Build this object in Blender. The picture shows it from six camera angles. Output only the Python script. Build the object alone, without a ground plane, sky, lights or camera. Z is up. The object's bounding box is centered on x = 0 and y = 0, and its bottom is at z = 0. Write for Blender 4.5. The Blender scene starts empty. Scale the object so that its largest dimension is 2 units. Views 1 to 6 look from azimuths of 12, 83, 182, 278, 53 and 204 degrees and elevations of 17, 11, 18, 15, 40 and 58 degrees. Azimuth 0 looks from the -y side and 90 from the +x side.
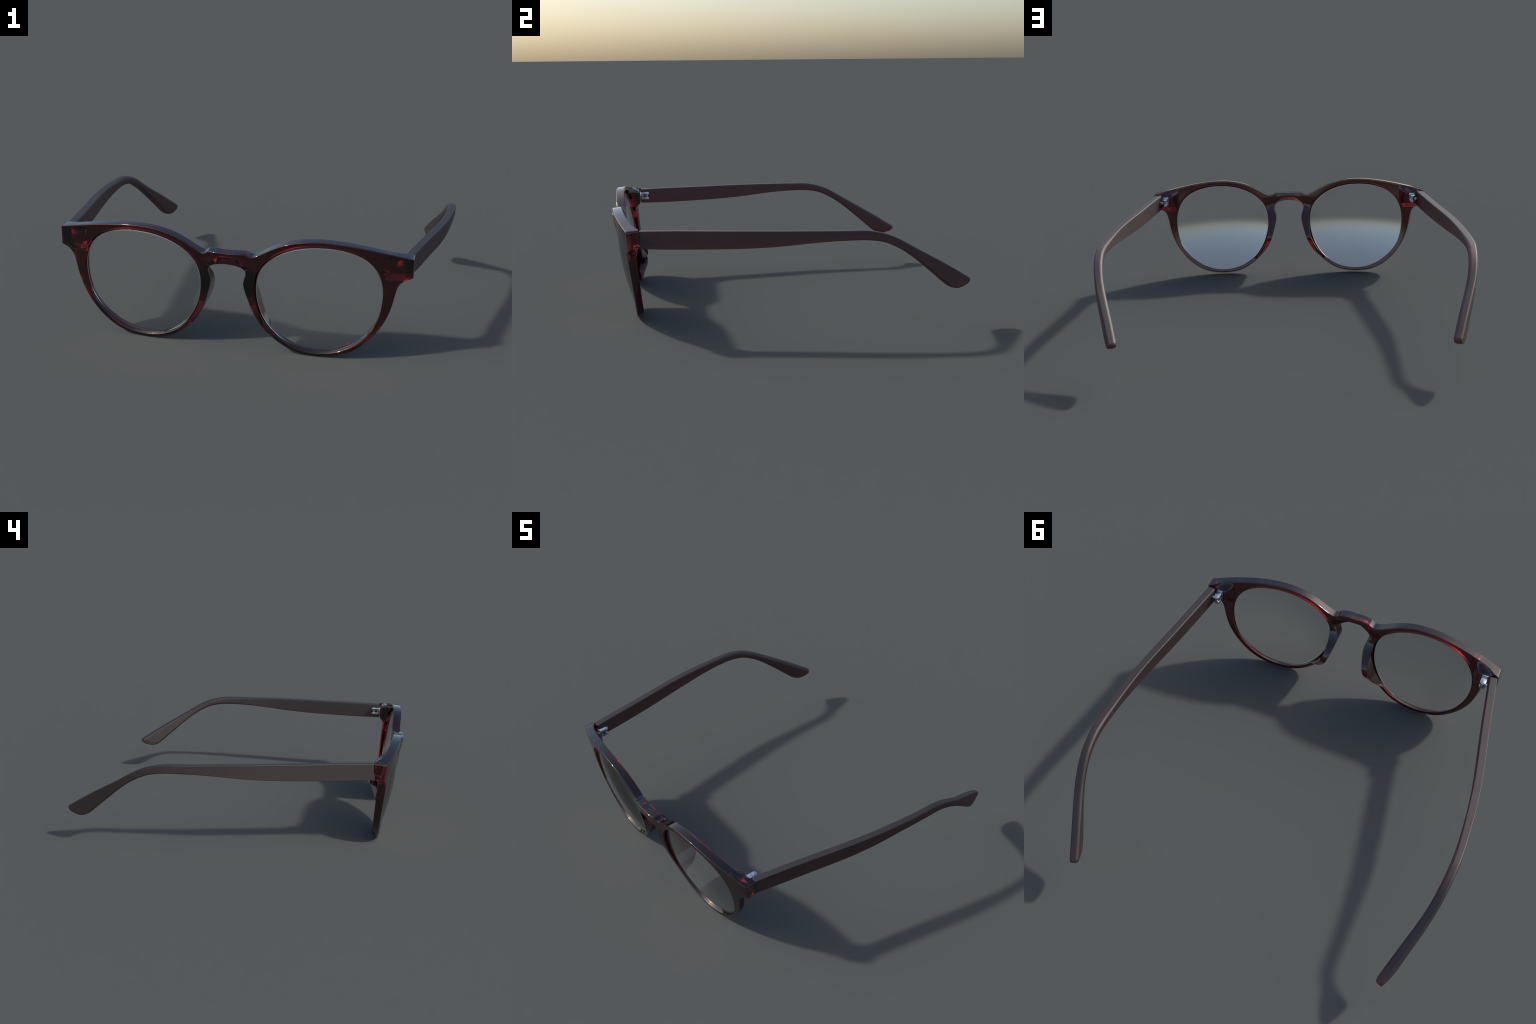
"""Round acetate eyeglasses, open, standing on the lower rims.
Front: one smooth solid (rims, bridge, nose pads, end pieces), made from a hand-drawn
outline laid on a bowed, tilted face and given depth; lenses, temples and hinges apart."""
import bpy, bmesh, math
import numpy as np
from mathutils import Vector
from mathutils.geometry import delaunay_2d_cdt

# ------------------------------------------------------------------ helpers
def ss(a, b, v):
    t = np.clip((np.asarray(v, float) - a) / (b - a), 0, 1)
    return t * t * (3 - 2 * t)

def lin(a, b, v):
    return np.clip((np.asarray(v, float) - a) / (b - a), 0, 1)

def spline(pts, step, closed=False):
    """centripetal Catmull-Rom through pts, resampled about every `step`"""
    P = np.array(pts, float)
    if closed:
        Q = np.vstack([P[-1], P, P[0], P[1]])
    else:
        Q = np.vstack([2 * P[0] - P[1], P, 2 * P[-1] - P[-2]])
    out = []
    for i in range(1, len(Q) - 2):
        p0, p1, p2, p3 = Q[i - 1:i + 3]
        t0 = 0.0
        t1 = t0 + max(np.linalg.norm(p1 - p0), 1e-9) ** .5
        t2 = t1 + max(np.linalg.norm(p2 - p1), 1e-9) ** .5
        t3 = t2 + max(np.linalg.norm(p3 - p2), 1e-9) ** .5
        n = max(12, int(np.linalg.norm(p2 - p1) / step * 4))
        for t in np.linspace(t1, t2, n, endpoint=False):
            a1 = (t1 - t) / (t1 - t0) * p0 + (t - t0) / (t1 - t0) * p1
            a2 = (t2 - t) / (t2 - t1) * p1 + (t - t1) / (t2 - t1) * p2
            a3 = (t3 - t) / (t3 - t2) * p2 + (t - t2) / (t3 - t2) * p3
            b1 = (t2 - t) / (t2 - t0) * a1 + (t - t0) / (t2 - t0) * a2
            b2 = (t3 - t) / (t3 - t1) * a2 + (t - t1) / (t3 - t1) * a3
            out.append((t2 - t) / (t2 - t1) * b1 + (t - t1) / (t2 - t1) * b2)
    out.append(P[0] if closed else P[-1])
    out = np.array(out)
    s = np.r_[0, np.cumsum(np.linalg.norm(np.diff(out, axis=0), axis=1))]
    n = max(2, int(round(s[-1] / step)))
    q = np.linspace(0, s[-1], n + 1)
    r = np.array([np.interp(q, s, out[:, k]) for k in range(out.shape[1])]).T
    return r[:-1] if closed else r

def cubic(k, v, q):
    """natural cubic spline value"""
    k, v, q = map(lambda a: np.asarray(a, float), (k, v, q))
    n, h = len(k), np.diff(k)
    A, b = np.eye(n), np.zeros(n)
    for i in range(1, n - 1):
        A[i, i - 1:i + 2] = h[i - 1], 2 * (h[i - 1] + h[i]), h[i]
        b[i] = 6 * ((v[i + 1] - v[i]) / h[i] - (v[i] - v[i - 1]) / h[i - 1])
    M = np.linalg.solve(A, b)
    i = np.clip(np.searchsorted(k, q) - 1, 0, n - 2)
    t, H = q - k[i], h[i]
    return (M[i] * (H - t) ** 3 + M[i + 1] * t ** 3) / (6 * H) + (v[i] / H - M[i] * H / 6) * (H - t) + (v[i + 1] / H - M[i + 1] * H / 6) * t

def inside(P, poly):
    x, y = P[:, 0], P[:, 1]
    c = np.zeros(len(P), bool)
    a, b = poly, np.roll(poly, -1, axis=0)
    for (x1, y1), (x2, y2) in zip(a, b):
        if y1 != y2:
            c ^= ((y1 > y) != (y2 > y)) & (x < (x2 - x1) * (y - y1) / (y2 - y1) + x1)
    return c

def dist_loop(P, loop):
    a, b = loop, np.roll(loop, -1, axis=0)
    ab = b - a
    L = (ab ** 2).sum(1) + 1e-15
    out = np.empty(len(P))
    for s in range(0, len(P), 2000):
        p = P[s:s + 2000, None]
        t = np.clip(((p - a) * ab).sum(2) / L, 0, 1)
        out[s:s + 2000] = np.sqrt((((p - a - t[..., None] * ab) ** 2).sum(2)).min(1))
    return out

def loop_normals(L, into):
    """2D normals; into=+1 points left of travel"""
    t = np.roll(L, -1, 0) - np.roll(L, 1, 0)
    t /= np.linalg.norm(t, axis=1)[:, None]
    return into * np.c_[-t[:, 1], t[:, 0]]

def area2(L):
    a, b = L, np.roll(L, -1, 0)
    return .5 * (a[:, 0] * b[:, 1] - a[:, 1] * b[:, 0]).sum()

def vertex_normals(V, F):
    N = np.zeros_like(V)
    for size in {len(f) for f in F}:
        I = np.array([f for f in F if len(f) == size])
        p = V[I]
        n = sum(np.cross(p[:, k] - p[:, 0], p[:, k + 1] - p[:, 0]) for k in range(1, size - 1))
        for c in range(size):
            np.add.at(N, I[:, c], n)
    return N / (np.linalg.norm(N, axis=1)[:, None] + 1e-20)

def outward(V, F):
    vol = 0.0
    for size in {len(f) for f in F}:
        p = V[np.array([f for f in F if len(f) == size])]
        for k in range(1, size - 1):
            vol += (p[:, 0] * np.cross(p[:, k], p[:, k + 1])).sum()
    return [tuple(reversed(f)) for f in F] if vol < 0 else F

def make(name, V, F, mat, parent, normals=None):
    me = bpy.data.meshes.new(name)
    me.from_pydata([tuple(v) for v in V], [], [tuple(map(int, f)) for f in F])
    me.update()
    me.polygons.foreach_set("use_smooth", [True] * len(me.polygons))
    if normals is not None:
        me.normals_split_custom_set_from_vertices([tuple(n) for n in normals])
    me.materials.append(mat)
    ob = bpy.data.objects.new(name, me)
    bpy.context.scene.collection.objects.link(ob)
    ob.parent = parent
    return ob

def empty(name, parent=None):
    ob = bpy.data.objects.new(name, None)
    ob.empty_display_size = .1
    bpy.context.scene.collection.objects.link(ob)
    ob.parent = parent
    return ob

# ------------------------------------------------------------------ materials
def principled(name, **kw):
    m = bpy.data.materials.new(name)
    m.use_nodes = True
    b = m.node_tree.nodes["Principled BSDF"]
    for k, v in kw.items():
        b.inputs[k].default_value = v
    return m, m.node_tree, b

def mottle(nt, bsdf, dark, light, scale):
    """two close tones of acetate in a soft cloudy pattern"""
    tc = nt.nodes.new("ShaderNodeTexCoord")
    no = nt.nodes.new("ShaderNodeTexNoise")
    no.inputs["Scale"].default_value = scale
    no.inputs["Detail"].default_value = 3
    cr = nt.nodes.new("ShaderNodeValToRGB")
    cr.color_ramp.elements[0].position, cr.color_ramp.elements[0].color = .35, (*dark, 1)
    cr.color_ramp.elements[1].position, cr.color_ramp.elements[1].color = .65, (*light, 1)
    nt.links.new(tc.outputs["Object"], no.inputs["Vector"])
    nt.links.new(no.outputs["Fac"], cr.inputs["Fac"])
    nt.links.new(cr.outputs["Color"], bsdf.inputs["Base Color"])

acetate, nt, b = principled("glossy_red_acetate", **{"Roughness": .02, "IOR": 1.7, "Transmission Weight": 1.0})
mottle(nt, b, (.095, .006, .008), (.125, .008, .010), 4)
matte, nt, b = principled("satin_red_acetate", **{"Roughness": .60, "IOR": 1.75, "Transmission Weight": 1.0})
mottle(nt, b, (.052, .009, .010), (.064, .011, .012), 4)
glass, nt, b = principled("clear_lens", **{"Roughness": 0.0, "IOR": 2.25, "Transmission Weight": 1.0, "Base Color": (1, 1, 1, 1)})
steel, nt, b = principled("hinge_steel", **{"Roughness": .18, "Metallic": 1.0, "Base Color": (.62, .64, .68, 1)})
tc = nt.nodes.new("ShaderNodeTexCoord"); no = nt.nodes.new("ShaderNodeTexNoise"); no.inputs["Scale"].default_value = 60
mr = nt.nodes.new("ShaderNodeMapRange"); mr.inputs["To Min"].default_value = .12; mr.inputs["To Max"].default_value = .26
nt.links.new(tc.outputs["Object"], no.inputs["Vector"]); nt.links.new(no.outputs["Fac"], mr.inputs["Value"]); nt.links.new(mr.outputs["Result"], b.inputs["Roughness"])

# ------------------------------------------------------------------ the front: outline on a bowed face
def face_y(x, z):
    ax, w = np.sqrt(np.asarray(x, float) ** 2 + .02 ** 2) - .02, np.asarray(z, float) - .3
    return (-.8760 + .137 * ax ** 2 - .1895 * w - .0712 * ax + .128 * w * w
            - .033 * np.exp(-(ax / .1) ** 2) + .0634 * ax ** 4)

def face_normal(x, z):
    """towards the back, without the small bump of the bridge"""
    ax, sx = np.abs(x), np.sign(x)
    gx = sx * (.274 * ax - .0712 * ss(0, .15, ax) + .2536 * ax ** 3)
    gz = -.1895 + .256 * (z - .3)
    n = np.c_[-gx, np.ones_like(gx), -gz]
    return n / np.linalg.norm(n, axis=1)[:, None]

TOP_RUN = [[(0, .506), (.045, .508), (.088, .507)],
           [(.088, .507), (.096, .5015), (.104, .4955), (.114, .4915), (.126, .4915), (.138, .496), (.16, .508), (.21, .5365), (.25, .5565), (.29, .571), (.35, .585), (.41, .5915),
            (.45, .5925), (.52, .589), (.60, .580), (.676, .568), (.75, .554), (.80, .5435), (.8515, .5325)]]
LOW_RUN = [(.853, .446), (.848, .443), (.828, .437), (.806, .423), (.791, .402), (.781, .372), (.774, .335), (.765, .292), (.752, .25),
           (.733, .205), (.708, .16), (.676, .115), (.637, .074), (.592, .04), (.535, .0145), (.485, .0035), (.435, .000),
           (.384, .0015), (.335, .010), (.287, .028), (.243, .056), (.20, .093), (.165, .137), (.139, .182), (.118, .225),
           (.104, .261), (.092, .298), (.083, .33), (.0785, .352), (.081, .372), (.087, .392), (.0915, .408), (.090, .420),
           (.082, .432), (.065, .4415), (.04, .448), (.02, .4505), (0, .451)]
OPENING = [(.44, .5715), (.38, .567), (.325, .556), (.265, .534), (.225, .511), (.186, .480), (.157, .446), (.139, .411),
           (.131, .374), (.1285, .338), (.130, .295), (.139, .247), (.152, .207), (.176, .160), (.21, .113), (.25, .075),
           (.30, .043), (.35, .025), (.405, .0165), (.455, .0165), (.51, .0275), (.56, .048), (.61, .081), (.655, .122),
           (.69, .170), (.714, .222), (.728, .285), (.7325, .345), (.730, .385), (.720, .4265), (.703, .465), (.678, .499),
           (.64, .53), (.58, .555), (.51, .569)]
STEP = .0055
def fair(P, sigma, closed=False, keep=.03):
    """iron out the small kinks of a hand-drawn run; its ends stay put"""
    k = int(4 * sigma / STEP) + 1
    w = np.exp(-.5 * (np.arange(-k, k + 1) * STEP / sigma) ** 2); w /= w.sum()
    if closed:
        Q = np.vstack([P[-k:], P, P[:k]])
    else:
        Q = np.vstack([2 * P[0] - P[k:0:-1], P, 2 * P[-1] - P[-2:-k - 2:-1]])
    S = np.array([np.convolve(Q[:, c], w, "valid") for c in range(2)]).T
    if closed: return S
    d = np.minimum(np.arange(len(P)), np.arange(len(P))[::-1]) * STEP
    b = ss(0, keep, d)[:, None]
    return P * (1 - b) + S * b
runs = [spline(r, STEP) for r in TOP_RUN] + [spline([(.8515, .5325), (.853, .446)], STEP), fair(spline(LOW_RUN, STEP), .010)]
runs[1] = fair(runs[1], .022, keep=.12)
half = np.vstack([r[:-1] for r in runs[:-1]] + [runs[-1]])
outer = np.vstack([half, (half * [-1, 1])[::-1][1:-1]])
hole = fair(spline(OPENING, STEP, closed=True), .022, True)
hole[:, 1] -= .002 * ss(.45, .55, hole[:, 1])
if area2(outer) < 0: outer = outer[::-1]
outer = outer + loop_normals(outer, -1) * (.0038 * ss(.03, .2, outer[:, 1]) * ss(.09, .14, np.abs(outer[:, 0])))[:, None]
if area2(hole) < 0: hole = hole[::-1]
hole_m = (hole * [-1, 1])[::-1]
loops = [outer, hole, hole_m]
into = [1, -1, -1]
top_x = np.concatenate([r[:, 0] for r in runs[:2]]); top_z = np.concatenate([r[:, 1] for r in runs[:2]])

R_EDGE = .0036
P2, E2, ring = [], [], []
for L, s in zip(loops, into):
    nrm = loop_normals(L, s)
    for off in (0, .15 * R_EDGE, .48 * R_EDGE, R_EDGE):
        b0 = sum(map(len, P2)); n = len(L)
        P2.append(L + nrm * off)
        E2 += [(b0 + i, b0 + (i + 1) % n) for i in range(n)]
        if off == 0: ring.append((b0, n))
nb = sum(map(len, P2))
g = .0075
gx, gz = np.meshgrid(np.arange(-.86, .861, g), np.arange(0, .61, g * .866))
gx = gx + (np.arange(gx.shape[0]) % 2)[:, None] * g / 2
G = np.c_[gx.ravel(), gz.ravel()]
G = G[inside(G, outer) & ~inside(G, hole) & ~inside(G, hole_m)]
dG = np.min([dist_loop(G, L) for L in loops], axis=0)
P2.append(G[dG > R_EDGE + .0035])
P2 = np.vstack(P2)
res = delaunay_2d_cdt([Vector(p) for p in P2], E2, [], 0, 1e-7)
if len(res[0]) != len(P2):
    remap = {o: i for i, src in enumerate(res[3]) for o in src}
else:
    remap = {o: i for i, src in enumerate(res[3]) for o in src}
Q = np.array([tuple(v) for v in res[0]])
T = np.array([f for f in res[2] if len(f) == 3])
cen = Q[T].mean(1)
T = T[inside(cen, outer) & ~inside(cen, hole) & ~inside(cen, hole_m)]
dQ = np.min([dist_loop(Q, L) for L in loops], axis=0)
dQ[dQ < 1e-6] = 0

x, z = Q[:, 0], Q[:, 1]
ax, sx = np.abs(x), np.sign(x)
front = np.c_[x, face_y(x, z), z]
nrm = face_normal(x, z)
# depth of the stock
zt = np.interp(ax, top_x, top_z)
thick = .038 + .011 * ss(.1, .5, z) + .008 * np.exp(-(ax / .13) ** 2) * ss(.42, .48, z)
end = ss(.76, .82, ax) * ss(.405, .45, z)
V = nrm * thick[:, None]
V[:, 0] *= 1 - end
V[:, 2] += .010 * (1 - ss(.02, .28, z))
yb = front[:, 1] + V[:, 1]
# end piece: a block behind the corner that carries the hinge, chamfered above
edge_y = np.interp(ax, [.70, .735, .771, .796, .823, .85, .86], [-.846, -.836, -.826, -.812, -.792, -.781, -.781])
target = -.785 + (edge_y + .785) * lin(-.030, -.004, z - zt)
block = lin(.722, .757, ax) * lin(.418, .446, z)
e_end = np.maximum(0, target - yb) * block
# nose pads: the nasal part of each rim swells backwards
pad_y = cubic([.06, .105, .135, .17, .20, .235, .26, .29, .32, .35, .37, .38, .395, .41, .43, .46],
              [-.812, -.793, -.778, -.764, -.752, -.743, -.748, -.766, -.795, -.825, -.841, -.848, -.856, -.862, -.874, -.90], np.clip(z, .06, .46))
pad_d = pad_y - yb
e_nose = .5 * (pad_d + np.sqrt(pad_d ** 2 + .004 ** 2)) * (1 - ss(.22, .30, ax)) * ss(.07, .12, z) * (1 - ss(.39, .47, z))
V[:, 1] += e_end + e_nose
# the arch under the bridge opens towards the back
V[:, 2] += .027 * (1 - ss(.03, .088, ax)) * (1 - lin(.45, .498, z)) * ss(.42, .44, z)
V[:, 0] += sx * .011 * ss(.035, .085, ax) * (1 - ss(.092, .132, ax)) * ss(.37, .435, z) * (1 - ss(.44, .475, z))
# rounded long edges
def rounding(d, r):
    u = np.clip(1 - d / r, 0, 1)
    return r * (1 - np.sqrt(np.clip(1 - u * u, 0, 1)))
rb = R_EDGE * 1.0
lenV = np.linalg.norm(V, axis=1)
f_front = rounding(dQ, R_EDGE) / lenV
f_back = 1 - rounding(dQ, rb) / lenV
A = front + V * f_front[:, None]
B = front + V * f_back[:, None]
verts, faces = [A, B], []
n = len(Q)
faces += [tuple(t) for t in T] + [(t[0] + n, t[2] + n, t[1] + n) for t in T]
base = 2 * n
STEPS = 5
for (b0, cnt), s in zip(ring, into):
    idx = [remap[b0 + i] for i in range(cnt)]
    rows = [idx]
    for k in range(1, STEPS):
        w = k / STEPS
        verts.append(A[idx] * (1 - w) + B[idx] * w)
        rows.append(list(range(base, base + cnt))); base += cnt
    rows.append([i + n for i in idx])
    for r0, r1 in zip(rows[:-1], rows[1:]):
        for i in range(cnt):
            j = (i + 1) % cnt
            faces.append((r0[i], r1[i], r1[j], r0[j]))
FV = np.vstack(verts)
FV[:, 2] = np.maximum(FV[:, 2], 0)
# consistent winding through bmesh
bm = bmesh.new()
bv = [bm.verts.new(v) for v in FV]
for f in faces:
    try: bm.faces.new([bv[i] for i in f])
    except ValueError: pass
bmesh.ops.recalc_face_normals(bm, faces=bm.faces)
bm.verts.index_update()
faces = [tuple(v.index for v in f.verts) for f in bm.faces]
bm.free()
faces = outward(FV, faces)
FN = vertex_normals(FV, faces)

glasses = empty("eyeglasses")
glasses["label"] = "round dark red translucent eyeglasses with open satin temples"
glasses["category"] = "eyeglasses"

def region(c):
    xx, zz = abs(c[0]), c[2]
    side = 0 if c[0] > 0 else 1
    if xx < .118 and zz > .425: return "bridge", 0
    if xx > .745 and zz > .428: return "end_piece", side
    if xx < .24 and .10 < zz <= .425 and xx < .13 + max(0, .30 - zz) * .5 + .02: return "nose_pad", side
    return "rim", side
groups = {}
for f in faces:
    groups.setdefault(region(FV[list(f)].mean(0)), []).append(f)
for key in sorted(groups):
    fs = groups[key]
    used = sorted({i for f in fs for i in f})
    mp = {o: i for i, o in enumerate(used)}
    make(key[0], FV[used], [[mp[i] for i in f] for f in fs], acetate, glasses, FN[used])

# ------------------------------------------------------------------ lenses: thin curved shells held in the rims
LC, LR, LT = np.array([.43, .295]), 1.24, .006
def lens(sign):
    L = hole + loop_normals(hole, 1) * -.0008
    if area2(L) < 0: L = L[::-1]
    rings = 26
    pts, fs = [LC[None]], []
    for k in range(1, rings + 1):
        pts.append(LC + (L - LC) * (k / rings))
    P = np.vstack(pts); m = len(L)
    # mean plane of the rim behind the lens
    M = np.c_[np.ones(len(hole)), hole - LC]
    depth = (face_y(hole[:, 0], hole[:, 1]) + .021)
    co = np.linalg.lstsq(np.c_[M, ((hole - LC) ** 2).sum(1)], depth, rcond=None)[0]
    coef = np.linalg.lstsq(M, depth, rcond=None)[0]
    edge = np.linalg.norm(L - LC, axis=1).mean()
    d2 = ((P - LC) ** 2 * [.90, 1.0]).sum(1)     # a little flatter across than up and down
    edge = math.sqrt((((L - LC) ** 2) * [.90, 1.0]).sum(1).mean())
    y = coef[0] + (P - LC) @ coef[1:] - (edge ** 2 - d2) / (2 * LR)
    y = y + .0010 + .009 * (P[:, 1] - LC[1])
    nn = np.array([-coef[1], 1, -coef[2]]); nn /= np.linalg.norm(nn)
    F = np.c_[P[:, 0], y, P[:, 1]]
    dome = .0050 * (1 - d2 / edge ** 2)          # slightly thicker in the middle
    Fr, Bk = F - nn * (LT / 2 + dome)[:, None], F + nn * LT / 2
    fs = []
    for i in range(m):
        j = (i + 1) % m
        fs.append((0, 1 + i, 1 + j))
        for k in range(rings - 1):
            a = 1 + k * m
            fs.append((a + i, a + m + i, a + m + j, a + j))
    n = len(P)
    allf = list(fs) + [tuple(q + n for q in reversed(f)) for f in fs]
    a = 1 + (rings - 1) * m
    allf += [(a + i, a + n + i, a + n + (i + 1) % m, a + (i + 1) % m) for i in range(m)]
    VV = np.vstack([Fr, Bk]) * [sign, 1, 1]
    if sign < 0: allf = [tuple(reversed(f)) for f in allf]
    allf = outward(VV, allf)
    ob = make("lens", VV, allf, glass, glasses)
    ob.data.polygons.foreach_set("use_smooth", [len(f) == 3 or max(f) < n or min(f) >= n for f in allf])
lens(1); lens(-1)

# ------------------------------------------------------------------ temples: rounded bars lofted along the side profile
PLAN_Y = [-.79, -.4, -.1, .15, .3, .45, .6, .75, .95]
PLAN_X = [.8480, .915, .9675, .993, 1.0, .992, .965, .916, .847]
UPPER = [(-.782, .537), (-.6, .5375), (-.4, .537), (-.2, .537), (-.05, .5365), (.1, .5355), (.2, .5345), (.30, .534), (.36, .5315), (.41, .523),
         (.46, .510), (.52, .485), (.58, .452), (.65, .412), (.72, .373), (.80, .327), (.86, .291), (.905, .263), (.93, .247),
         (.942, .239), (.947, .231), (.946, .222), (.939, .213)]
LOWER = [(-.782, .446), (-.6, .445), (-.4, .447), (-.2, .453), (-.05, .464), (.1, .478), (.2, .484), (.285, .486), (.335, .4855), (.38, .4825),
         (.425, .4755), (.475, .460), (.53, .434), (.59, .397), (.65, .352), (.715, .298), (.765, .255), (.81, .217), (.835, .2005),
         (.853, .193), (.872, .190), (.893, .193), (.912, .200)]
def temple(sign):
    s = np.r_[0, np.cumsum([math.hypot(UPPER[i + 1][0] - UPPER[i][0], UPPER[i + 1][1] - UPPER[i][1]) + .004 for i in range(len(UPPER) - 1)])]
    U, W = np.array(UPPER), np.array(LOWER)
    cuts = np.unique(np.r_[np.linspace(0, s[-1], 130), s[-6:], np.linspace(s[-6], s[-1], 16), .003, .0015])
    k = len(cuts)
    def ev(c):   # Catmull-Rom in s, monotone enough for these gentle runs
        return np.array([cubic(s, c[:, 0], cuts), cubic(s, c[:, 1], cuts)]).T
    u, w = ev(U), ev(W)
    grow = (u - w) / np.linalg.norm(u - w, axis=1)[:, None] * .0012 * ss(.0, .15, cuts)[:, None]
    u, w = u + grow, w - grow
    seg = 7
    secs = []
    for i in range(k):
        t, bt = u[i], w[i]
        H = np.linalg.norm(t - bt)
        q = (t[0] + bt[0]) / 2
        last = max(0, (cuts[i] - s[-5]) / (s[-1] - s[-5]))
        th = (.041 + .005 * float(ss(-.2, .5, q))) * (1 - .14 * last ** 2)
        bend = float(ss(-.05, .45, q))
        first = max(0, 1 - cuts[i] / .003)
        ro = .0035 + .0065 * bend
        ri = .006 + .012 * bend
        ro, ri = min(ro, H * .45, th * .45), min(ri, H * .45, th * .48)
        ins = .0025 * first + .0025 * last ** 2
        ring = []
        def corner(ca, cb, r, a0):
            for j in range(seg):
                a = a0 + math.pi / 2 * j / (seg - 1)
                ring.append((ca + r * math.cos(a), cb + r * math.sin(a)))
        # a: 0 outer .. th inner ; b: 0 top .. H bottom
        lo, hi, tp, bo = ins, th - ins, ins * .6, H - ins * .6
        corner(hi - ri, bo - ri, ri, 0)
        corner(lo + ro, bo - ro, ro, math.pi / 2)
        corner(lo + ro, tp + ro, ro, math.pi)
        corner(hi - ri, tp + ri, ri, 1.5 * math.pi)
        d = (bt - t) / H
        row = []
        for a, bb in ring:
            p = t + d * bb
            xo = float(cubic(PLAN_Y, PLAN_X, p[0]))
            sl = float(cubic(PLAN_Y, PLAN_X, p[0] + .004) - cubic(PLAN_Y, PLAN_X, p[0] - .004)) / .008
            il = 1 / math.sqrt(1 + sl * sl)
            row.append((xo - a * il, p[0] + a * sl * il, p[1]))
        secs.append(row)
    S = np.array(secs); m = S.shape[1]
    VV = S.reshape(-1, 3)
    # squared front end: keep the butt face flat
    fs = []
    for i in range(k - 1):
        for j in range(m):
            jj = (j + 1) % m
            fs.append((i * m + j, i * m + jj, (i + 1) * m + jj, (i + 1) * m + j))
    caps = [S[0].mean(0), S[-1].mean(0) + np.array([0, .0012, -.0018])]
    n0 = len(VV)
    VV = np.vstack([VV, caps])
    fs += [(n0, (j + 1) % m, j) for j in range(m)]
    fs += [(n0 + 1, (k - 1) * m + j, (k - 1) * m + (j + 1) % m) for j in range(m)]
    VV = VV * [sign, 1, 1]
    fs = outward(VV, fs if sign > 0 else [tuple(reversed(f)) for f in fs])
    make("temple", VV, fs, matte, glasses, vertex_normals(VV, fs))
temple(1); temple(-1)

# ------------------------------------------------------------------ hinges
def prism(name, profile, axis_lo, axis_hi, to_xyz, parent, bevel=.0012):
    """extrude a closed 2D profile, chamfer its edges"""
    bm = bmesh.new()
    lo = [bm.verts.new(to_xyz(p, axis_lo)) for p in profile]
    hi = [bm.verts.new(to_xyz(p, axis_hi)) for p in profile]
    m = len(profile)
    bm.faces.new(lo); bm.faces.new(list(reversed(hi)))
    for i in range(m):
        bm.faces.new((lo[i], hi[i], hi[(i + 1) % m], lo[(i + 1) % m]))
    bmesh.ops.recalc_face_normals(bm, faces=bm.faces)
    bmesh.ops.bevel(bm, geom=[e for e in bm.edges if e.calc_face_angle(0) > .6], offset=bevel, segments=2, profile=.5, affect='EDGES', clamp_overlap=True)
    me = bpy.data.meshes.new(name)
    bm.to_mesh(me); bm.free()
    me.polygons.foreach_set("use_smooth", [True] * len(me.polygons))
    me.set_sharp_from_angle(angle=math.radians(40))
    me.materials.append(steel)
    ob = bpy.data.objects.new(name, me)
    bpy.context.scene.collection.objects.link(ob)
    ob.parent = parent
    return ob

def box2(a0, a1, b0, b1):
    return [(a0, b0), (a1, b0), (a1, b1), (a0, b1)]

def disc(ca, cb, r, n=20):
    return [(ca + r * math.cos(2 * math.pi * i / n), cb + r * math.sin(2 * math.pi * i / n)) for i in range(n)]

def hinge(sign):
    h = empty("hinge", glasses)
    xy = lambda p, c: (sign * p[0], p[1], c)
    X0, X1 = .768, .800
    xc, rr = (X0 + X1) / 2, (X1 - X0) / 2
    prism("hinge_plate", box2(X0 - .002, X1 + .002, -.792, -.780), .468, .522, xy, h)
    prism("hinge_block", box2(X0 + .002, X1 - .002, -.781, -.764), .4745, .5185, xy, h)
    stadium = [(X0, -.775)] + [(xc + rr * math.cos(a), -.741 + rr * math.sin(a)) for a in np.linspace(math.pi, 0, 15)] + [(X1, -.775)]
    prism("hinge_lug", stadium, .505, .519, xy, h)
    prism("hinge_lug", stadium, .4735, .4865, xy, h)
    prism("hinge_pin", disc(xc, -.741, .006), .486, .506, xy, h, .0005)
    prism("screw_head", disc(xc, -.741, .0085), .5185, .5215, xy, h, .001)
    prism("hinge_leaf", box2(X1 - .006, X1 + .0135, -.752, -.738), .489, .503, xy, h)
hinge(1); hinge(-1)
